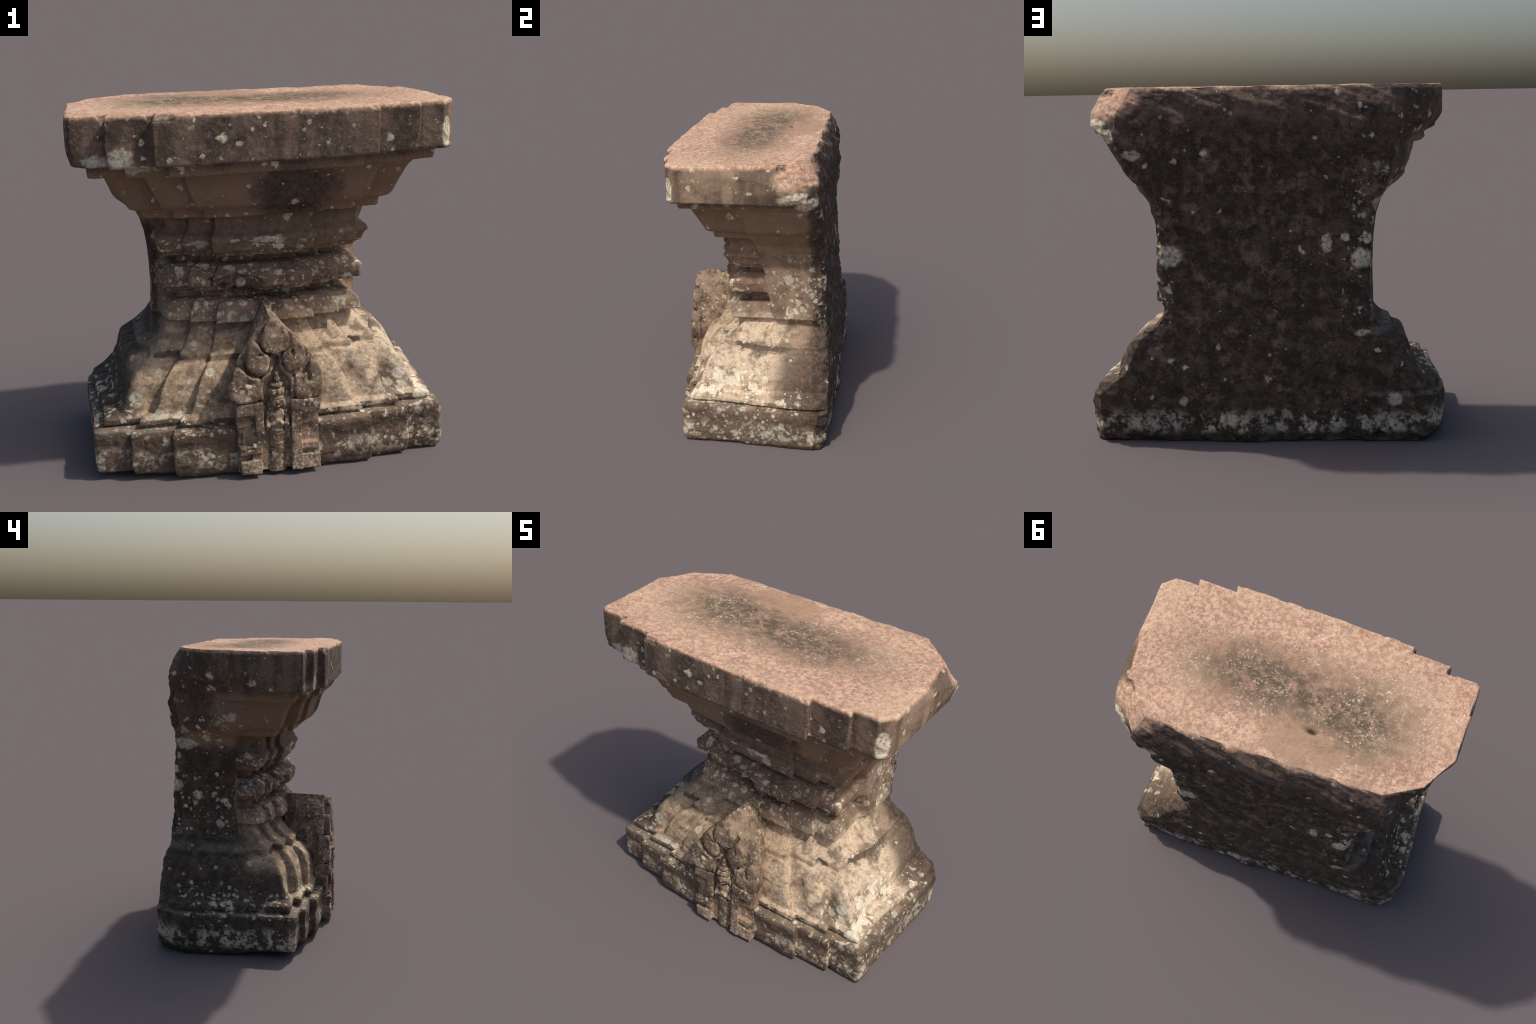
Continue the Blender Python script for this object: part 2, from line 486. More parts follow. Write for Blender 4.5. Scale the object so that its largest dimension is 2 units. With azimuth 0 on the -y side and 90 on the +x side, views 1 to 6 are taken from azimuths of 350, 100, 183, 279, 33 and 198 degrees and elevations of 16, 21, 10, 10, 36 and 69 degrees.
        self.t.links.new(b.outputs[0], p.inputs['Normal'])
        self.t.links.new(p.outputs[0], out.inputs[0])
        return self.mat


def stone_material():
    g = Graph('weathered_sandstone')
    w1 = g.warp(0.10, 7)        # broad ragged coordinates
    w2 = g.warp(0.03, 30)       # fine ragged coordinates
    w3 = g.warp(0.05, 22)
    X, Y, Z = g.sep(w1)
    x, y, z = g.sep(w2)
    mx = lambda *v: v[0] if len(v) == 1 else g.math('MAXIMUM', v[0], mx(*v[1:]))
    n_broad = g.noise(2.2, 3)
    n_mid = g.noise(8, 5, 0.6)
    n_blot = g.noise(17, 5, 0.62, g.moved((4, 2, 9)))
    n_fine = g.noise(45, 4, 0.65)
    n_grain = g.noise(170, 3, 0.7)

    # sandstone: brown with pinkish and ochre drifts
    c = g.mix(g.step(n_mid, 0.36, 0.64), (0.190, 0.132, 0.094), (0.315, 0.225, 0.160))
    c = g.mix(g.mul(g.step(n_broad, 0.48, 0.66), 0.5), c, (0.300, 0.195, 0.150))
    # sheltered ochre-brown hollow under the slab
    shelter = g.mul(g.step(Z, 1.22, 1.42), g.step(Z, 1.74, 1.66))
    c = g.mix(g.mul(shelter, 0.75), c, (0.270, 0.185, 0.120))
    # tan lower mouldings, front and right, brightened to show the sunlit shoulder
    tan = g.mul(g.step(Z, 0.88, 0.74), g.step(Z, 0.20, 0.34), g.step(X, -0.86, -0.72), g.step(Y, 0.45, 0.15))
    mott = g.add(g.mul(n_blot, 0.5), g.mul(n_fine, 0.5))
    right_paler = g.step(X, 0.10, 0.55)
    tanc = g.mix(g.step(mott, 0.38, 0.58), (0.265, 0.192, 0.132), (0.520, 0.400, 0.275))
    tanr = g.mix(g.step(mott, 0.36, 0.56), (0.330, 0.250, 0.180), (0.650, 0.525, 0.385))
    tanc = g.mix(right_paler, tanc, tanr)
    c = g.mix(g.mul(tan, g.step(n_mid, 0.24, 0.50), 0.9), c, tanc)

    # dark film on the slab edge, with runs down the face
    streak = g.add(g.mul(g.noise(1.0, 4, 0.6, g.scaled((11, 11, 1.2))), 0.6), g.mul(n_mid, 0.4))
    slab = g.mul(g.step(Z, 1.66, 1.72), g.step(z, 1.956, 1.932))
    film = g.mix(g.step(streak, 0.38, 0.60), (0.215, 0.155, 0.118), (0.080, 0.060, 0.046))
    film = g.mix(g.mul(g.step(n_fine, 0.50, 0.68), 0.5), film, (0.330, 0.240, 0.185))
    c = g.mix(g.mul(slab, 0.92), c, film)
    film_r = g.mix(g.step(streak, 0.38, 0.60), (0.340, 0.245, 0.175), (0.150, 0.110, 0.080))
    c = g.mix(g.mul(slab, g.step(X, 0.90, 0.95), 0.9), c, film_r)
    # pink table top and broken corner
    topm = g.step(z, 1.932, 1.956)
    broken = g.blob(w2, (0.90, 0.42, 1.885), (0.24, 0.20, 0.085), 0.2)
    n_grit = g.noise(34, 6, 0.8, g.moved((6, 1, 4)))
    pink = g.mix(g.step(n_grit, 0.40, 0.60), (0.390, 0.235, 0.165), (0.640, 0.440, 0.320))
    pink = g.mix(g.mul(g.step(n_broad, 0.42, 0.62), 0.45), pink, (0.570, 0.420, 0.290))
    pink = g.mix(g.mul(g.step(n_blot, 0.52, 0.70), 0.35), pink, (0.350, 0.235, 0.165))
    c = g.mix(mx(topm, broken), c, pink)
    # dark algae on the middle of the top, brown mud round the pit, pale flecks
    algae = mx(g.blob(w1, (-0.10, 0.02, 1.96), (0.30, 0.16, 1.0), 0.8), g.blob(w1, (0.16, -0.02, 1.96), (0.46, 0.20, 1.0), 0.8), g.blob(w1, (-0.36, 0.05, 1.96), (0.36, 0.24, 1.0), 0.8))
    algae = g.mul(algae, topm, g.step(g.add(g.mul(n_blot, 0.35), g.mul(n_grit, 0.65)), 0.34, 0.56))
    c = g.mix(g.mul(algae, 0.95), c, (0.105, 0.085, 0.058))
    mud = g.mul(mx(g.blob(w1, (-0.16, 0.31, 1.96), (0.24, 0.12, 1.0), 0.25), g.blob(w1, (-0.02, 0.22, 1.96), (0.14, 0.05, 1.0), 0.25)), topm)
    c = g.mix(g.mul(mud, g.step(n_blot, 0.70, 0.50), 0.85), c, (0.400, 0.265, 0.180))
    fleck = g.mul(g.step(g.noise(60, 4, 0.7), 0.54, 0.64), topm, g.inv(mud), g.step(g.noise(6, 3, 0.6, g.moved((1, 8, 3))), 0.35, 0.60))
    c = g.mix(g.mul(fleck, 0.6), c, (0.800, 0.660, 0.520))

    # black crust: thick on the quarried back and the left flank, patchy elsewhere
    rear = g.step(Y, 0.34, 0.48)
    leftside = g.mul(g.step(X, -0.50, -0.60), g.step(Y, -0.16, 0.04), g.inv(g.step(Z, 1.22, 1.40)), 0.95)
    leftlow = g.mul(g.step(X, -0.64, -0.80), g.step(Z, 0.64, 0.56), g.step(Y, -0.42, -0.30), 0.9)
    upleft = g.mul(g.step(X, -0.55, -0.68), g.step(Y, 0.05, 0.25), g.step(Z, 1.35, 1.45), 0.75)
    plinth = g.mul(g.step(Z, 0.34, 0.27), 0.70)
    rightlow = g.mul(g.step(X, 0.52, 0.64), g.step(Y, 0.06, 0.28), g.step(Z, 0.72, 0.56), 0.74)
    neck = g.mul(g.step(Z, 0.86, 0.92), g.step(Z, 1.44, 1.34), g.step(X, 0.52, 0.36), g.step(Y, 0.10, 0.0), 0.50)
    stain = g.mul(g.blob(w1, (0.14, -0.42, 1.50), (0.26, 0.25, 0.20), 0.5), 0.85)
    riser = g.mul(mx(g.mul(g.step(z, 0.580, 0.592), g.step(z, 0.632, 0.620)), g.mul(g.step(z, 0.278, 0.288), g.step(z, 0.332, 0.322))), g.step(g.noise(3.5, 3, 0.6, g.moved((9, 3, 3))), 0.38, 0.52), 0.80)  # darker strips along the two riser heights, broken up by noise
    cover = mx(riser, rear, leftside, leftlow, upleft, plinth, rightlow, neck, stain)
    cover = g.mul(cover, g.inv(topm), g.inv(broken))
    cover = mx(cover, g.mul(g.step(g.noise(5, 4, 0.65, g.moved((3, 1, 7))), 0.48, 0.64), g.inv(topm), g.inv(shelter), 0.66))
    grime = g.add(g.mul(n_mid, 0.40), g.mul(n_blot, 0.40), g.mul(n_fine, 0.35), g.mul(n_grain, 0.15))
    crust = g.step(g.math('MULTIPLY_ADD', cover, 0.50, g.math('SUBTRACT', grime, 0.65)), 0.14, 0.46)
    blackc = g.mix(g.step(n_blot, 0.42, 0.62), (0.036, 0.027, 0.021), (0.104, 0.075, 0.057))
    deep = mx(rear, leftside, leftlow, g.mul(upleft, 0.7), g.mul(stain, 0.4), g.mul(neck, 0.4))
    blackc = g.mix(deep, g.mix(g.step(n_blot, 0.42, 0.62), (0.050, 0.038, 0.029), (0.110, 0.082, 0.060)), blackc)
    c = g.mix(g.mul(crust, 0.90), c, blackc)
    # worn pinkish windows and dusty specks in the crust
    window = g.mul(crust, rear, g.step(g.noise(9, 4, 0.7, g.moved((7, 7, 2))), 0.53, 0.68))
    window = mx(window, g.mul(rear, g.step(Z, 1.62, 1.90), g.step(n_mid, 0.34, 0.62), 0.8))
    c = g.mix(g.mul(window, 0.75), c, (0.260, 0.180, 0.140))
    c = g.mix(g.mul(crust, g.step(n_grain, 0.58, 0.72), 0.35), c, (0.26, 0.22, 0.18))

    pale_ledge = g.mul(g.step(X, -0.50, -0.62), mx(g.mul(g.step(z, 0.600, 0.622), g.step(z, 0.675, 0.645)), g.mul(g.step(z, 0.262, 0.274), g.step(z, 0.300, 0.286))), g.step(n_blot, 0.30, 0.55))  # paler strips along the ledge tops of the left flank
    c = g.mix(g.mul(pale_ledge, 0.65), c, (0.215, 0.185, 0.152))
    # lichens: discs in three sizes, thick on chosen patches
    base_right = g.mul(g.step(X, 0.45, 0.75), g.step(Z, 0.60, 0.45), g.step(Y, 0.22, 0.05), 0.55)
    ledge = g.mul(g.step(Z, 0.22, 0.27), g.step(Z, 0.42, 0.34), g.step(Y, 0.45, 0.2), 0.50)
    pier_r = g.mul(g.step(X, 0.48, 0.56), g.step(Y, 0.02, 0.16), g.step(Z, 0.72, 0.80), g.step(Z, 1.36, 1.05), 0.75)
    pier_l = g.mul(g.step(X, -0.38, -0.50), g.step(Z, 0.66, 0.74), g.step(Z, 1.62, 1.45), g.step(Y, 0.0, 0.12), 0.26)
    bands = g.mul(g.step(Z, 0.76, 0.80), g.step(Z, 1.27, 1.22), g.step(Y, 0.05, -0.05), 0.50)
    ring_l = g.mul(g.step(X, -0.44, -0.52), g.step(Y, 0.12, 0.04), g.step(Z, 0.86, 0.92), g.step(Z, 1.28, 1.22), 0.95)
    dens = mx(ring_l, base_right, ledge, pier_r, pier_l, bands, g.mul(g.inv(g.mul(rear, 0.75)), 0.075))
    dens = g.mul(dens, g.inv(topm), g.step(g.noise(4, 3, 0.6, g.moved((5, 5, 5))), 0.32, 0.52))
    pale = g.mix(g.step(g.noise(4, 2), 0.4, 0.6), (0.520, 0.500, 0.405), (0.780, 0.680, 0.510))
    pale = g.mix(g.mul(g.step(n_fine, 0.58, 0.42), 0.7), pale, (0.370, 0.330, 0.255))
    s1, _ = g.spots(15, w3, g.mul(dens, 0.70), 0.55, 0.12)
    s2, _ = g.spots(32, g.moved((1.7, 0.3, 0.9), w2), g.mul(dens, 0.75), 0.55, 0.16)
    s3, _ = g.spots(75, g.moved((0.2, 2.3, 0.4), w2), g.mul(dens, 0.35), 0.5, 0.2)
    lichen = mx(s1, s2, s3)
    # rain-splash belt of crustose lichen along the foot, and a flaking sheet on the right shoulder
    belt = g.mul(g.step(Z, 0.035, 0.085), g.step(Z, 0.21, 0.13))
    lichen = mx(lichen, g.mul(belt, g.step(g.add(g.mul(n_mid, 0.35), g.mul(n_blot, 0.45), g.mul(n_fine, 0.2)), 0.47, 0.55), 0.85))
    sheet = mx(g.blob(w1, (0.84, -0.28, 0.38), (0.14, 0.18, 0.12), 0.4), g.blob(w1, (0.84, 0.0, 0.42), (0.14, 0.14, 0.10), 0.4))
    d0, _ = g.spots(11, w3, g.mul(sheet, 0.62), 0.62, 0.05)
    d1, _ = g.spots(21, g.moved((0.4, 1.1, 2.2), w3), g.mul(sheet, 0.55), 0.62, 0.06)
    lichen = mx(lichen, d0, d1)
    pale = g.mix(g.mul(sheet, 0.7), pale, (0.840, 0.770, 0.610))
    # single large thalli and lime patches seen on the stone
    for centre, radii in (((-0.74, -0.46, 1.745), (0.062, 0.06, 0.060)), ((-0.70, -0.44, 1.69), (0.16, 0.08, 0.022)),
                          ((-0.86, -0.42, 1.735), (0.07, 0.06, 0.030)),
                          ((0.925, -0.45, 1.80), (0.035, 0.06, 0.075)), ((0.97, -0.30, 1.82), (0.03, 0.014, 0.02)),
                          ((0.95, 0.36, 1.76), (0.10, 0.11, 0.040)), ((0.89, 0.44, 1.70), (0.10, 0.08, 0.040)),
                          ((0.02, -0.24, 1.235), (0.085, 0.06, 0.020)), ((-0.16, -0.24, 1.23), (0.03, 0.06, 0.014)), ((-0.36, -0.18, 1.22), (0.07, 0.06, 0.014)),
                          ((-0.33, -0.20, 1.00), (0.10, 0.06, 0.035)),
                          ((-0.70, 0.56, 0.25), (0.040, 0.06, 0.040)), ((-0.33, 0.50, 1.12), (0.028, 0.06, 0.050)),
                          ((-0.52, 0.48, 1.03), (0.06, 0.06, 0.055)), ((-0.55, 0.46, 1.14), (0.03, 0.08, 0.03)), ((-0.43, 0.50, 1.15), (0.025, 0.06, 0.025)),
                          ((-0.60, 0.40, 1.33), (0.05, 0.08, 0.04)), ((-0.60, 0.42, 1.52), (0.04, 0.08, 0.07)), ((-0.52, 0.42, 0.62), (0.07, 0.12, 0.03)),
                          ((0.53, 0.48, 1.05), (0.07, 0.06, 0.06)), ((0.72, 0.48, 1.60), (0.05, 0.06, 0.03)),
                          ((-0.62, -0.38, 0.345), (0.045, 0.03, 0.03)), ((-0.52, -0.40, 0.345), (0.03, 0.03, 0.02))):
        lichen = mx(lichen, g.blob(w3, centre, radii, 0.2))
    lichen = g.mul(lichen, g.step(n_fine, 0.28, 0.44))
    c = g.mix(g.mul(lichen, 0.85), c, pale)
    # grain of the sandstone
    c = g.mix(g.mul(g.step(n_grain, 0.50, 0.75), 0.25), c, (0.55, 0.44, 0.34))
    c = g.mix(g.mul(g.step(n_grain, 0.50, 0.28), 0.40), c, (0.06, 0.048, 0.040))
    h = g.add(g.mul(n_grain, 0.6), g.mul(n_fine, 0.9), g.mul(lichen, 0.25))
    return g.finish(c, h, 0.6)


def carving_material():
    g = Graph('carved_sandstone')
    w2 = g.warp(0.03, 30)
    x, y, z = g.sep(w2)
    n_mid = g.noise(10, 5, 0.6)
    n_fine = g.noise(50, 4, 0.65)
    n_grain = g.noise(170, 3, 0.7)
    c = g.mix(g.step(n_mid, 0.36, 0.62), (0.200, 0.145, 0.104), (0.360, 0.275, 0.195))
    c = g.mix(g.mul(g.step(g.noise(5, 3), 0.5, 0.65), 0.6), c, (0.330, 0.225, 0.170))
    grime = g.add(g.mul(g.noise(14, 4, 0.65, g.moved((2, 4, 1))), 0.6), g.mul(n_fine, 0.4))
    c = g.mix(g.mul(g.step(grime, 0.47, 0.60), 0.8), c, (0.080, 0.062, 0.048))
    dens = g.mul(g.step(g.noise(6, 3, 0.6), 0.42, 0.60), 0.40)
    s1, _ = g.spots(30, w2, dens, 0.5, 0.08)
    s2, _ = g.spots(75, g.moved((0.2, 2.3, 0.4), w2), dens, 0.5, 0.12)
    lichen = g.math('MAXIMUM', s1, s2)
    lichen = g.math('MAXIMUM', lichen, g.mul(g.step(z, 0.14, 0.08), g.step(n_fine, 0.50, 0.60)))
    c = g.mix(g.mul(lichen, 0.8), c, (0.58, 0.50, 0.37))
    c = g.mix(g.mul(g.step(n_grain, 0.50, 0.75), 0.25), c, (0.55, 0.44, 0.34))
    c = g.mix(g.mul(g.step(n_grain, 0.50, 0.28), 0.38), c, (0.06, 0.048, 0.040))
    h = g.add(g.mul(n_grain, 0.6), g.mul(n_fine, 0.9))
    return g.finish(c, h, 0.6)


STONE = stone_material()
CARVED = carving_material()

# ------------------------------------------------------------ build the body ---
root = bpy.data.objects.new('stone_pedestal', None)
bpy.context.scene.collection.objects.link(root)
root['label'] = 'weathered moulded sandstone pedestal fragment with carved niche'
root['category'] = 'stone pedestal'


def child(ob, parent, mat):
    ob.parent = parent
    ob.data.materials.clear()
    ob.data.materials.append(mat)
    return ob


body = loft_block()
remesh(body, VOXEL, 1)
weather_body(body.data)


def split_body(ob):
    """Cut the one smooth surface into its mouldings; borders share positions and normals."""
    me = ob.data
    P, N = coords(me), normals(me)
    nf = len(me.polygons)
    cen = np.empty(nf * 3)
    me.polygons.foreach_get('center', cen)
    cx, cy, cz = cen.reshape(-1, 3).T
    front = cy < np.where(cx > 0, 0.065, 0.085)
    region = np.full(nf, 2)                                   # shaft
    region[cz < 0.285] = 0
    region[(cz >= 0.285) & (cz < 0.70)] = 1
    for k, (a, b) in enumerate(((0.771, 0.873), (0.934, 1.081), (1.138, 1.290))):
        region[(cz > a) & (cz < b) & front] = 3 + k
    region[cz >= 1.384] = 6
    region[cz >= 1.703] = 7
    names = ['plinth', 'lotus_base_moulding', 'shaft', 'band_moulding', 'band_moulding', 'band_moulding', 'cavetto_moulding', 'table_slab']
    start = np.empty(nf, dtype=np.int32)
    total = np.empty(nf, dtype=np.int32)
    me.polygons.foreach_get('loop_start', start)
    me.polygons.foreach_get('loop_total', total)
    loops = np.empty(len(me.loops), dtype=np.int32)
    me.loops.foreach_get('vertex_index', loops)
    for r, nm in enumerate(names):
        sel = np.nonzero(region == r)[0]
        if not len(sel):
            continue
        quads = [loops[s:s + t] for s, t in zip(start[sel], total[sel])]
        used, inv = np.unique(np.concatenate(quads), return_inverse=True)
        sizes = total[sel]
        m = bpy.data.meshes.new(nm)
        m.vertices.add(len(used))
        m.vertices.foreach_set('co', P[used].astype(np.float32).ravel())
        m.loops.add(len(inv))
        m.loops.foreach_set('vertex_index', inv.astype(np.int32))
        m.polygons.add(len(sel))
        m.polygons.foreach_set('loop_start', np.concatenate([[0], np.cumsum(sizes)[:-1]]).astype(np.int32))
        m.update(calc_edges=True)
        m.validate()
        m.polygons.foreach_set('use_smooth', [True] * len(m.polygons))
        m.normals_split_custom_set_from_vertices([tuple(v) for v in N[used]])
        o = bpy.data.objects.new(nm, m)
        bpy.context.scene.collection.objects.link(o)
        child(o, root, STONE)
    bpy.data.objects.remove(ob)
    bpy.data.meshes.remove(me)


split_body(body)


# --------------------------------------------------------- the carved antefix ---
def face_y(z):
    """Front plane of the carving; it leans back a little with height."""
    return -0.567 + 0.042 * z


def closed_curve(pts, n=10):
    """Catmull-Rom loop through control points."""
    out, m = [], len(pts)
    for i in range(m):
        p0, p1, p2, p3 = (np.array(pts[(i + k - 1) % m], float) for k in range(4))
        for k in range(n):
            t = k / n
            out.append(0.5 * (2 * p1 + (p2 - p0) * t + (2 * p0 - 5 * p1 + 4 * p2 - p3) * t * t + (3 * p1 - p0 - 3 * p2 + p3) * t ** 3))
    return np.array(out)


def slab_from_outline(name, outline, y_back, y_front, rounding=0.012, taper=1.0):
    """Thick carved plate with the given front outline (x, z) and softened front edge."""
    c = outline.mean(0)
    R = np.linalg.norm(outline - c, axis=1).mean()
    rings = [(1.0, None), (1.0, rounding), (1 - 0.30 * rounding / R, 0.30 * rounding), (1 - rounding / R, 0.0)]
    verts, m = [], len(outline)
    for s, dy in rings:
        for p in outline:
            q = c + (p - c) * s
            if dy is None:
                q = np.array([q[0] * taper, q[1]])
            verts.append((q[0], (y_back if dy is None else y_front(q[1]) + dy), q[1]))
    k = len(rings)
    verts.append((c[0], y_back, c[1]))
    verts.append((c[0], y_front(c[1]), c[1]))
    faces = []
    for i in range(k - 1):
        for j in range(m):
            a, b = i * m + j, i * m + (j + 1) % m
            faces.append((a, b, b + m, a + m))
    for j in range(m):
        faces.append((j, (j + 1) % m, k * m))
        faces.append(((k - 1) * m + j, (k - 1) * m + (j + 1) % m, k * m + 1))
    return make_mesh(name, verts, faces)


def box(x0, x1, z0, z1, y_back, dy=0.0):
    v = [(x, (face_y(z) + dy) if f else y_back, z) for f in (0, 1) for z in (z0, z1) for x in (x0, x1)]
    return make_mesh('box', v, [(0, 1, 3, 2), (4, 5, 7, 6), (0, 1, 5, 4), (2, 3, 7, 6), (0, 2, 6, 4), (1, 3, 7, 5)])


def ball(c, r, rot=0.0, seg=20):
    me = bpy.data.meshes.new('ball')
    bm = bmesh.new()
    bmesh.ops.create_uvsphere(bm, u_segments=seg, v_segments=seg // 2, radius=1.0)
    M = Matrix.Translation(c) @ Matrix.Rotation(rot, 4, 'Y') @ Matrix.Diagonal((*r, 1.0))
    bmesh.ops.transform(bm, matrix=M, verts=bm.verts)
    bm.to_mesh(me)
    bm.free()
    o = bpy.data.objects.new('ball', me)
    bpy.context.scene.collection.objects.link(o)
    return o


def tube(path, radius, taper=1.0, seg=12):
    """Round bar along a 3D path."""
    path = [Vector(p) for p in path]
    verts, faces, n = [], [], len(path)
    for i, p in enumerate(path):
        d = (path[min(i + 1, n - 1)] - path[max(i - 1, 0)]).normalized()
        u = d.cross(Vector((0, 1, 0))).normalized()
        v = d.cross(u)
        r = radius * (1 + (taper - 1) * i / (n - 1))
        for k in range(seg):
            a = 2 * math.pi * k / seg
            verts.append(p + r * (math.cos(a) * u + math.sin(a) * v))
    for i in range(n - 1):
        for k in range(seg):
            a, b = i * seg + k, i * seg + (k + 1) % seg
            faces.append((a, b, b + seg, a + seg))
    faces += [tuple(range(seg)), tuple(range((n - 1) * seg, n * seg))]
    return make_mesh('tube', verts, faces)


def frustum(x, z0, z1, rx0, rx1, y, ry0, ry1, seg=24, rows=6):
    verts, faces = [], []
    for i in range(rows + 1):
        t = i / rows
        for k in range(seg):
            a = 2 * math.pi * k / seg
            verts.append((x + (rx0 + (rx1 - rx0) * t) * math.cos(a), y + (ry0 + (ry1 - ry0) * t) * math.sin(a), z0 + (z1 - z0) * t))
    for i in range(rows):
        for k in range(seg):
            a, b = i * seg + k, i * seg + (k + 1) % seg
            faces.append((a, b, b + seg, a + seg))
    faces += [tuple(range(seg)), tuple(range(rows * seg, (rows + 1) * seg))]
    return make_mesh('frustum', verts, faces)


def carve(name, pieces, parent, voxel=0.0035, smooth=3, amp=0.003, seed=0.0):
    o = join_meshes(name, pieces)
    remesh(o, voxel, smooth)
    weather_small(o.data, amp, 30, seed)
    return child(o, parent, CARVED)


# backing block: pointed leaf above, plain panel below
LEAF = [(-0.030, 0.890), (0.050, 0.835), (0.110, 0.772), (0.172, 0.692), (0.226, 0.610), (0.246, 0.520), (0.244, 0.455), (0.226, 0.400),
        (0.0, 0.395), (-0.226, 0.410), (-0.246, 0.476), (-0.246, 0.570), (-0.203, 0.675), (-0.115, 0.800)]
leaf = []
for i, p in enumerate(LEAF):                      # straight edges, kept crisp at the apex
    q = LEAF[(i + 1) % len(LEAF)]
    leaf += [np.array(p) + (np.array(q) - np.array(p)) * t for t in (0, 0.25, 0.5, 0.75)]
pieces = [slab_from_outline('leaf', np.array(leaf), -0.20, lambda z: face_y(z) + 0.046, 0.008, 0.48),
          box(-0.222, 0.222, 0.03, 0.42, -0.30, 0.040)]
antefix = carve('antefix', pieces, root, 0.0045, 1, 0.003, 2.0)

# lobes: outline (x, z), set-back of the face, notch (x, z, width, height) of the curl
LOBES = [
    ([(-0.036, 0.872), (-0.062, 0.838), (-0.080, 0.790), (-0.082, 0.742), (-0.064, 0.712), (-0.036, 0.700), (-0.004, 0.680), (0.030, 0.698), (0.060, 0.726), (0.069, 0.765), (0.060, 0.805), (0.036, 0.845), (0.003, 0.872)], 0.0, (0.030, 0.702, 0.016, 0.006)),
    ([(-0.102, 0.756), (-0.122, 0.767), (-0.144, 0.756), (-0.160, 0.722), (-0.168, 0.680), (-0.164, 0.632), (-0.138, 0.596), (-0.096, 0.580), (-0.058, 0.594), (-0.044, 0.632), (-0.040, 0.680), (-0.066, 0.704), (-0.086, 0.728)], 0.004, (-0.090, 0.697, 0.012, 0.007)),
    ([(0.088, 0.772), (0.112, 0.766), (0.138, 0.736), (0.151, 0.690), (0.148, 0.640), (0.122, 0.598), (0.082, 0.581), (0.048, 0.600), (0.030, 0.640), (0.024, 0.684), (0.050, 0.716), (0.066, 0.752)], 0.002, (0.080, 0.700, 0.006, 0.014)),
    ([(-0.184, 0.618), (-0.206, 0.632), (-0.230, 0.620), (-0.248, 0.584), (-0.258, 0.530), (-0.256, 0.474), (-0.234, 0.440), (-0.170, 0.434), (-0.112, 0.440), (-0.090, 0.480), (-0.086, 0.530), (-0.100, 0.566), (-0.138, 0.576), (-0.164, 0.596)], 0.002, (-0.150, 0.548, 0.022, 0.012)),
    ([(0.182, 0.634), (0.208, 0.630), (0.228, 0.604), (0.240, 0.550), (0.242, 0.490), (0.228, 0.436), (0.170, 0.426), (0.104, 0.434), (0.088, 0.470), (0.088, 0.530), (0.098, 0.562), (0.140, 0.566), (0.164, 0.604)], 0.006, (0.164, 0.555, 0.008, 0.022)),
]
for k, (pts, back, notch) in enumerate(LOBES):
    o = slab_from_outline('leaf_lobe', closed_curve(pts, 8), -0.46, lambda z, b=back: face_y(z) + b, 0.014)
    o = carve('leaf_lobe', [o], antefix, 0.003, 2, 0.002, 10.0 + k)
    P = coords(o.data)
    nx, nz, nw, nh = notch
    P[:, 1] += 0.024 * np.exp(-((P[:, 0] - nx) / nw) ** 2 - ((P[:, 2] - nz) / nh) ** 2) * sstep(-0.50, -0.52, P[:, 1])
    P[:, 1] += 0.007 * fbm(P, 14, 2, 60.0 + k) * sstep(-0.50, -0.52, P[:, 1])
    set_coords(o.data, P)

# ogee frame of the niche
for s, path in ((-1, [(-0.012, 0.690), (-0.034, 0.668), (-0.030, 0.630), (-0.050, 0.582), (-0.082, 0.550), (-0.096, 0.500), (-0.088, 0.440)]),
                (1, [(0.010, 0.690), (0.022, 0.665), (0.014, 0.628), (0.036, 0.592), (0.066, 0.565), (0.082, 0.525), (0.076, 0.440)])):
    pts = [(x, face_y(z) + 0.032, z) for x, z in path]
    carve('ogee_frame', [tube(pts, 0.014)], antefix, 0.0035, 3, 0.002, 30.0 + s)

# stepped door jambs beside the figure
R = [box(0.066, 0.122, 0.030, 0.432, -0.46, 0.004), box(0.070, 0.222, 0.352, 0.428, -0.46, 0.006), box(0.11, 0.204, 0.282, 0.312, -0.46, 0.022),
     box(0.11, 0.170, 0.18, 0.29, -0.46, 0.036), box(0.11, 0.214, 0.140, 0.180, -0.46, 0.012), box(0.10, 0.224, 0.030, 0.112, -0.46, 0.008)]
carve('jamb', R, antefix, 0.0035, 8, 0.005, 41.0)
L = [box(-0.128, -0.082, 0.250, 0.430, -0.46, 0.004), box(-0.228, -0.090, 0.362, 0.430, -0.46, 0.008), box(-0.226, -0.10, 0.292, 0.328, -0.46, 0.026),
     box(-0.198, -0.10, 0.17, 0.30, -0.46, 0.034), box(-0.150, -0.095, 0.040, 0.20, -0.46, 0.016), box(-0.216, -0.10, 0.142, 0.186, -0.46, 0.006),
     box(-0.212, -0.10, 0.026, 0.104, -0.46, 0.008)]
carve('jamb', L, antefix, 0.0035, 8, 0.005, 42.0)

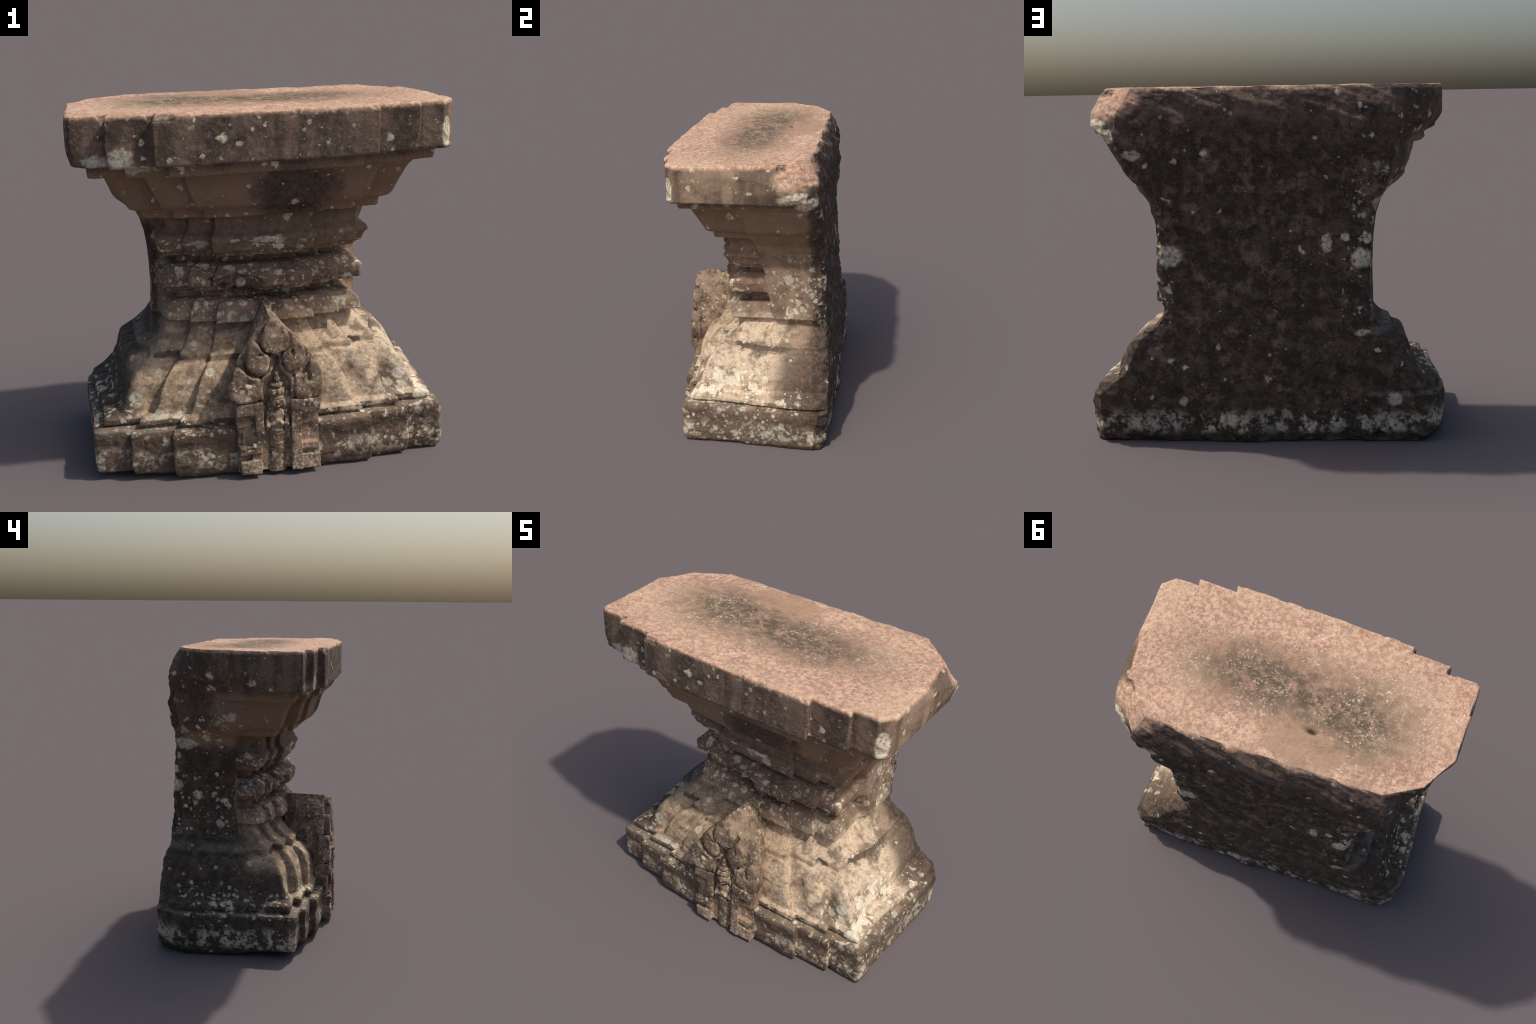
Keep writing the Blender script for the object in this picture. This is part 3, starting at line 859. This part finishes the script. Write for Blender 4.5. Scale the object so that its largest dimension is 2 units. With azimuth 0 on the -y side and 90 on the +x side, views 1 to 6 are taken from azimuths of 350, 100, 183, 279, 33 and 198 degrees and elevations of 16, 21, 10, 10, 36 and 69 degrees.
# standing figure in the niche
figure = bpy.data.objects.new('carved_figure', None)
bpy.context.scene.collection.objects.link(figure)
figure.parent = root
FX, FY = -0.008, -0.520
carve('skirt', [frustum(FX, 0.020, 0.250, 0.052, 0.049, FY + 0.012, 0.034, 0.030), frustum(FX, 0.238, 0.262, 0.052, 0.052, FY + 0.012, 0.036, 0.036),
                ball((FX, FY - 0.012, 0.262), (0.032, 0.016, 0.016))], figure, 0.003, 3, 0.003, 51.0)
carve('torso', [frustum(FX, 0.250, 0.345, 0.042, 0.046, FY + 0.012, 0.026, 0.028), ball((FX, FY + 0.010, 0.352), (0.056, 0.026, 0.030))], figure, 0.003, 3, 0.002, 52.0)
for s in (-1, 1):
    arm = [(FX + s * 0.050, FY + 0.004, 0.362), (FX + s * 0.056, FY - 0.004, 0.325), (FX + s * 0.050, FY - 0.014, 0.296), (FX + s * 0.026, FY - 0.020, 0.304), (FX + s * 0.004, FY - 0.022, 0.322)]
    carve('arm', [tube(arm, 0.014, 0.85), ball(arm[0], (0.016,) * 3), ball(arm[2], (0.015,) * 3), ball(arm[4], (0.014,) * 3)], figure, 0.003, 2, 0.002, 53.0 + s)
carve('head', [ball((FX, FY, 0.436), (0.040, 0.036, 0.054)), ball((FX, FY - 0.034, 0.430), (0.006, 0.009, 0.012)), ball((FX, FY - 0.029, 0.408), (0.014, 0.008, 0.005)),
               ball((FX - 0.016, FY - 0.029, 0.443), (0.011, 0.006, 0.006)), ball((FX + 0.016, FY - 0.029, 0.443), (0.011, 0.006, 0.006)),
               ball((FX, FY - 0.030, 0.458), (0.030, 0.008, 0.005)),
               ball((FX - 0.042, FY + 0.008, 0.405), (0.010, 0.012, 0.026)), ball((FX + 0.042, FY + 0.008, 0.405), (0.010, 0.012, 0.026))], figure, 0.0025, 1, 0.001, 56.0)
carve('headdress', [frustum(FX, 0.470, 0.502, 0.044, 0.044, FY + 0.004, 0.040, 0.040), ball((FX - 0.022, FY - 0.034, 0.490), (0.012, 0.008, 0.013)),
                    ball((FX + 0.004, FY - 0.036, 0.490), (0.012, 0.008, 0.013)), ball((FX + 0.026, FY - 0.030, 0.490), (0.010, 0.008, 0.013)),
                    ball((FX, FY, 0.524), (0.034, 0.032, 0.016)), ball((FX, FY, 0.552), (0.020, 0.024, 0.024)), ball((FX, FY, 0.575), (0.011, 0.014, 0.020))],
      figure, 0.0025, 2, 0.001, 57.0)
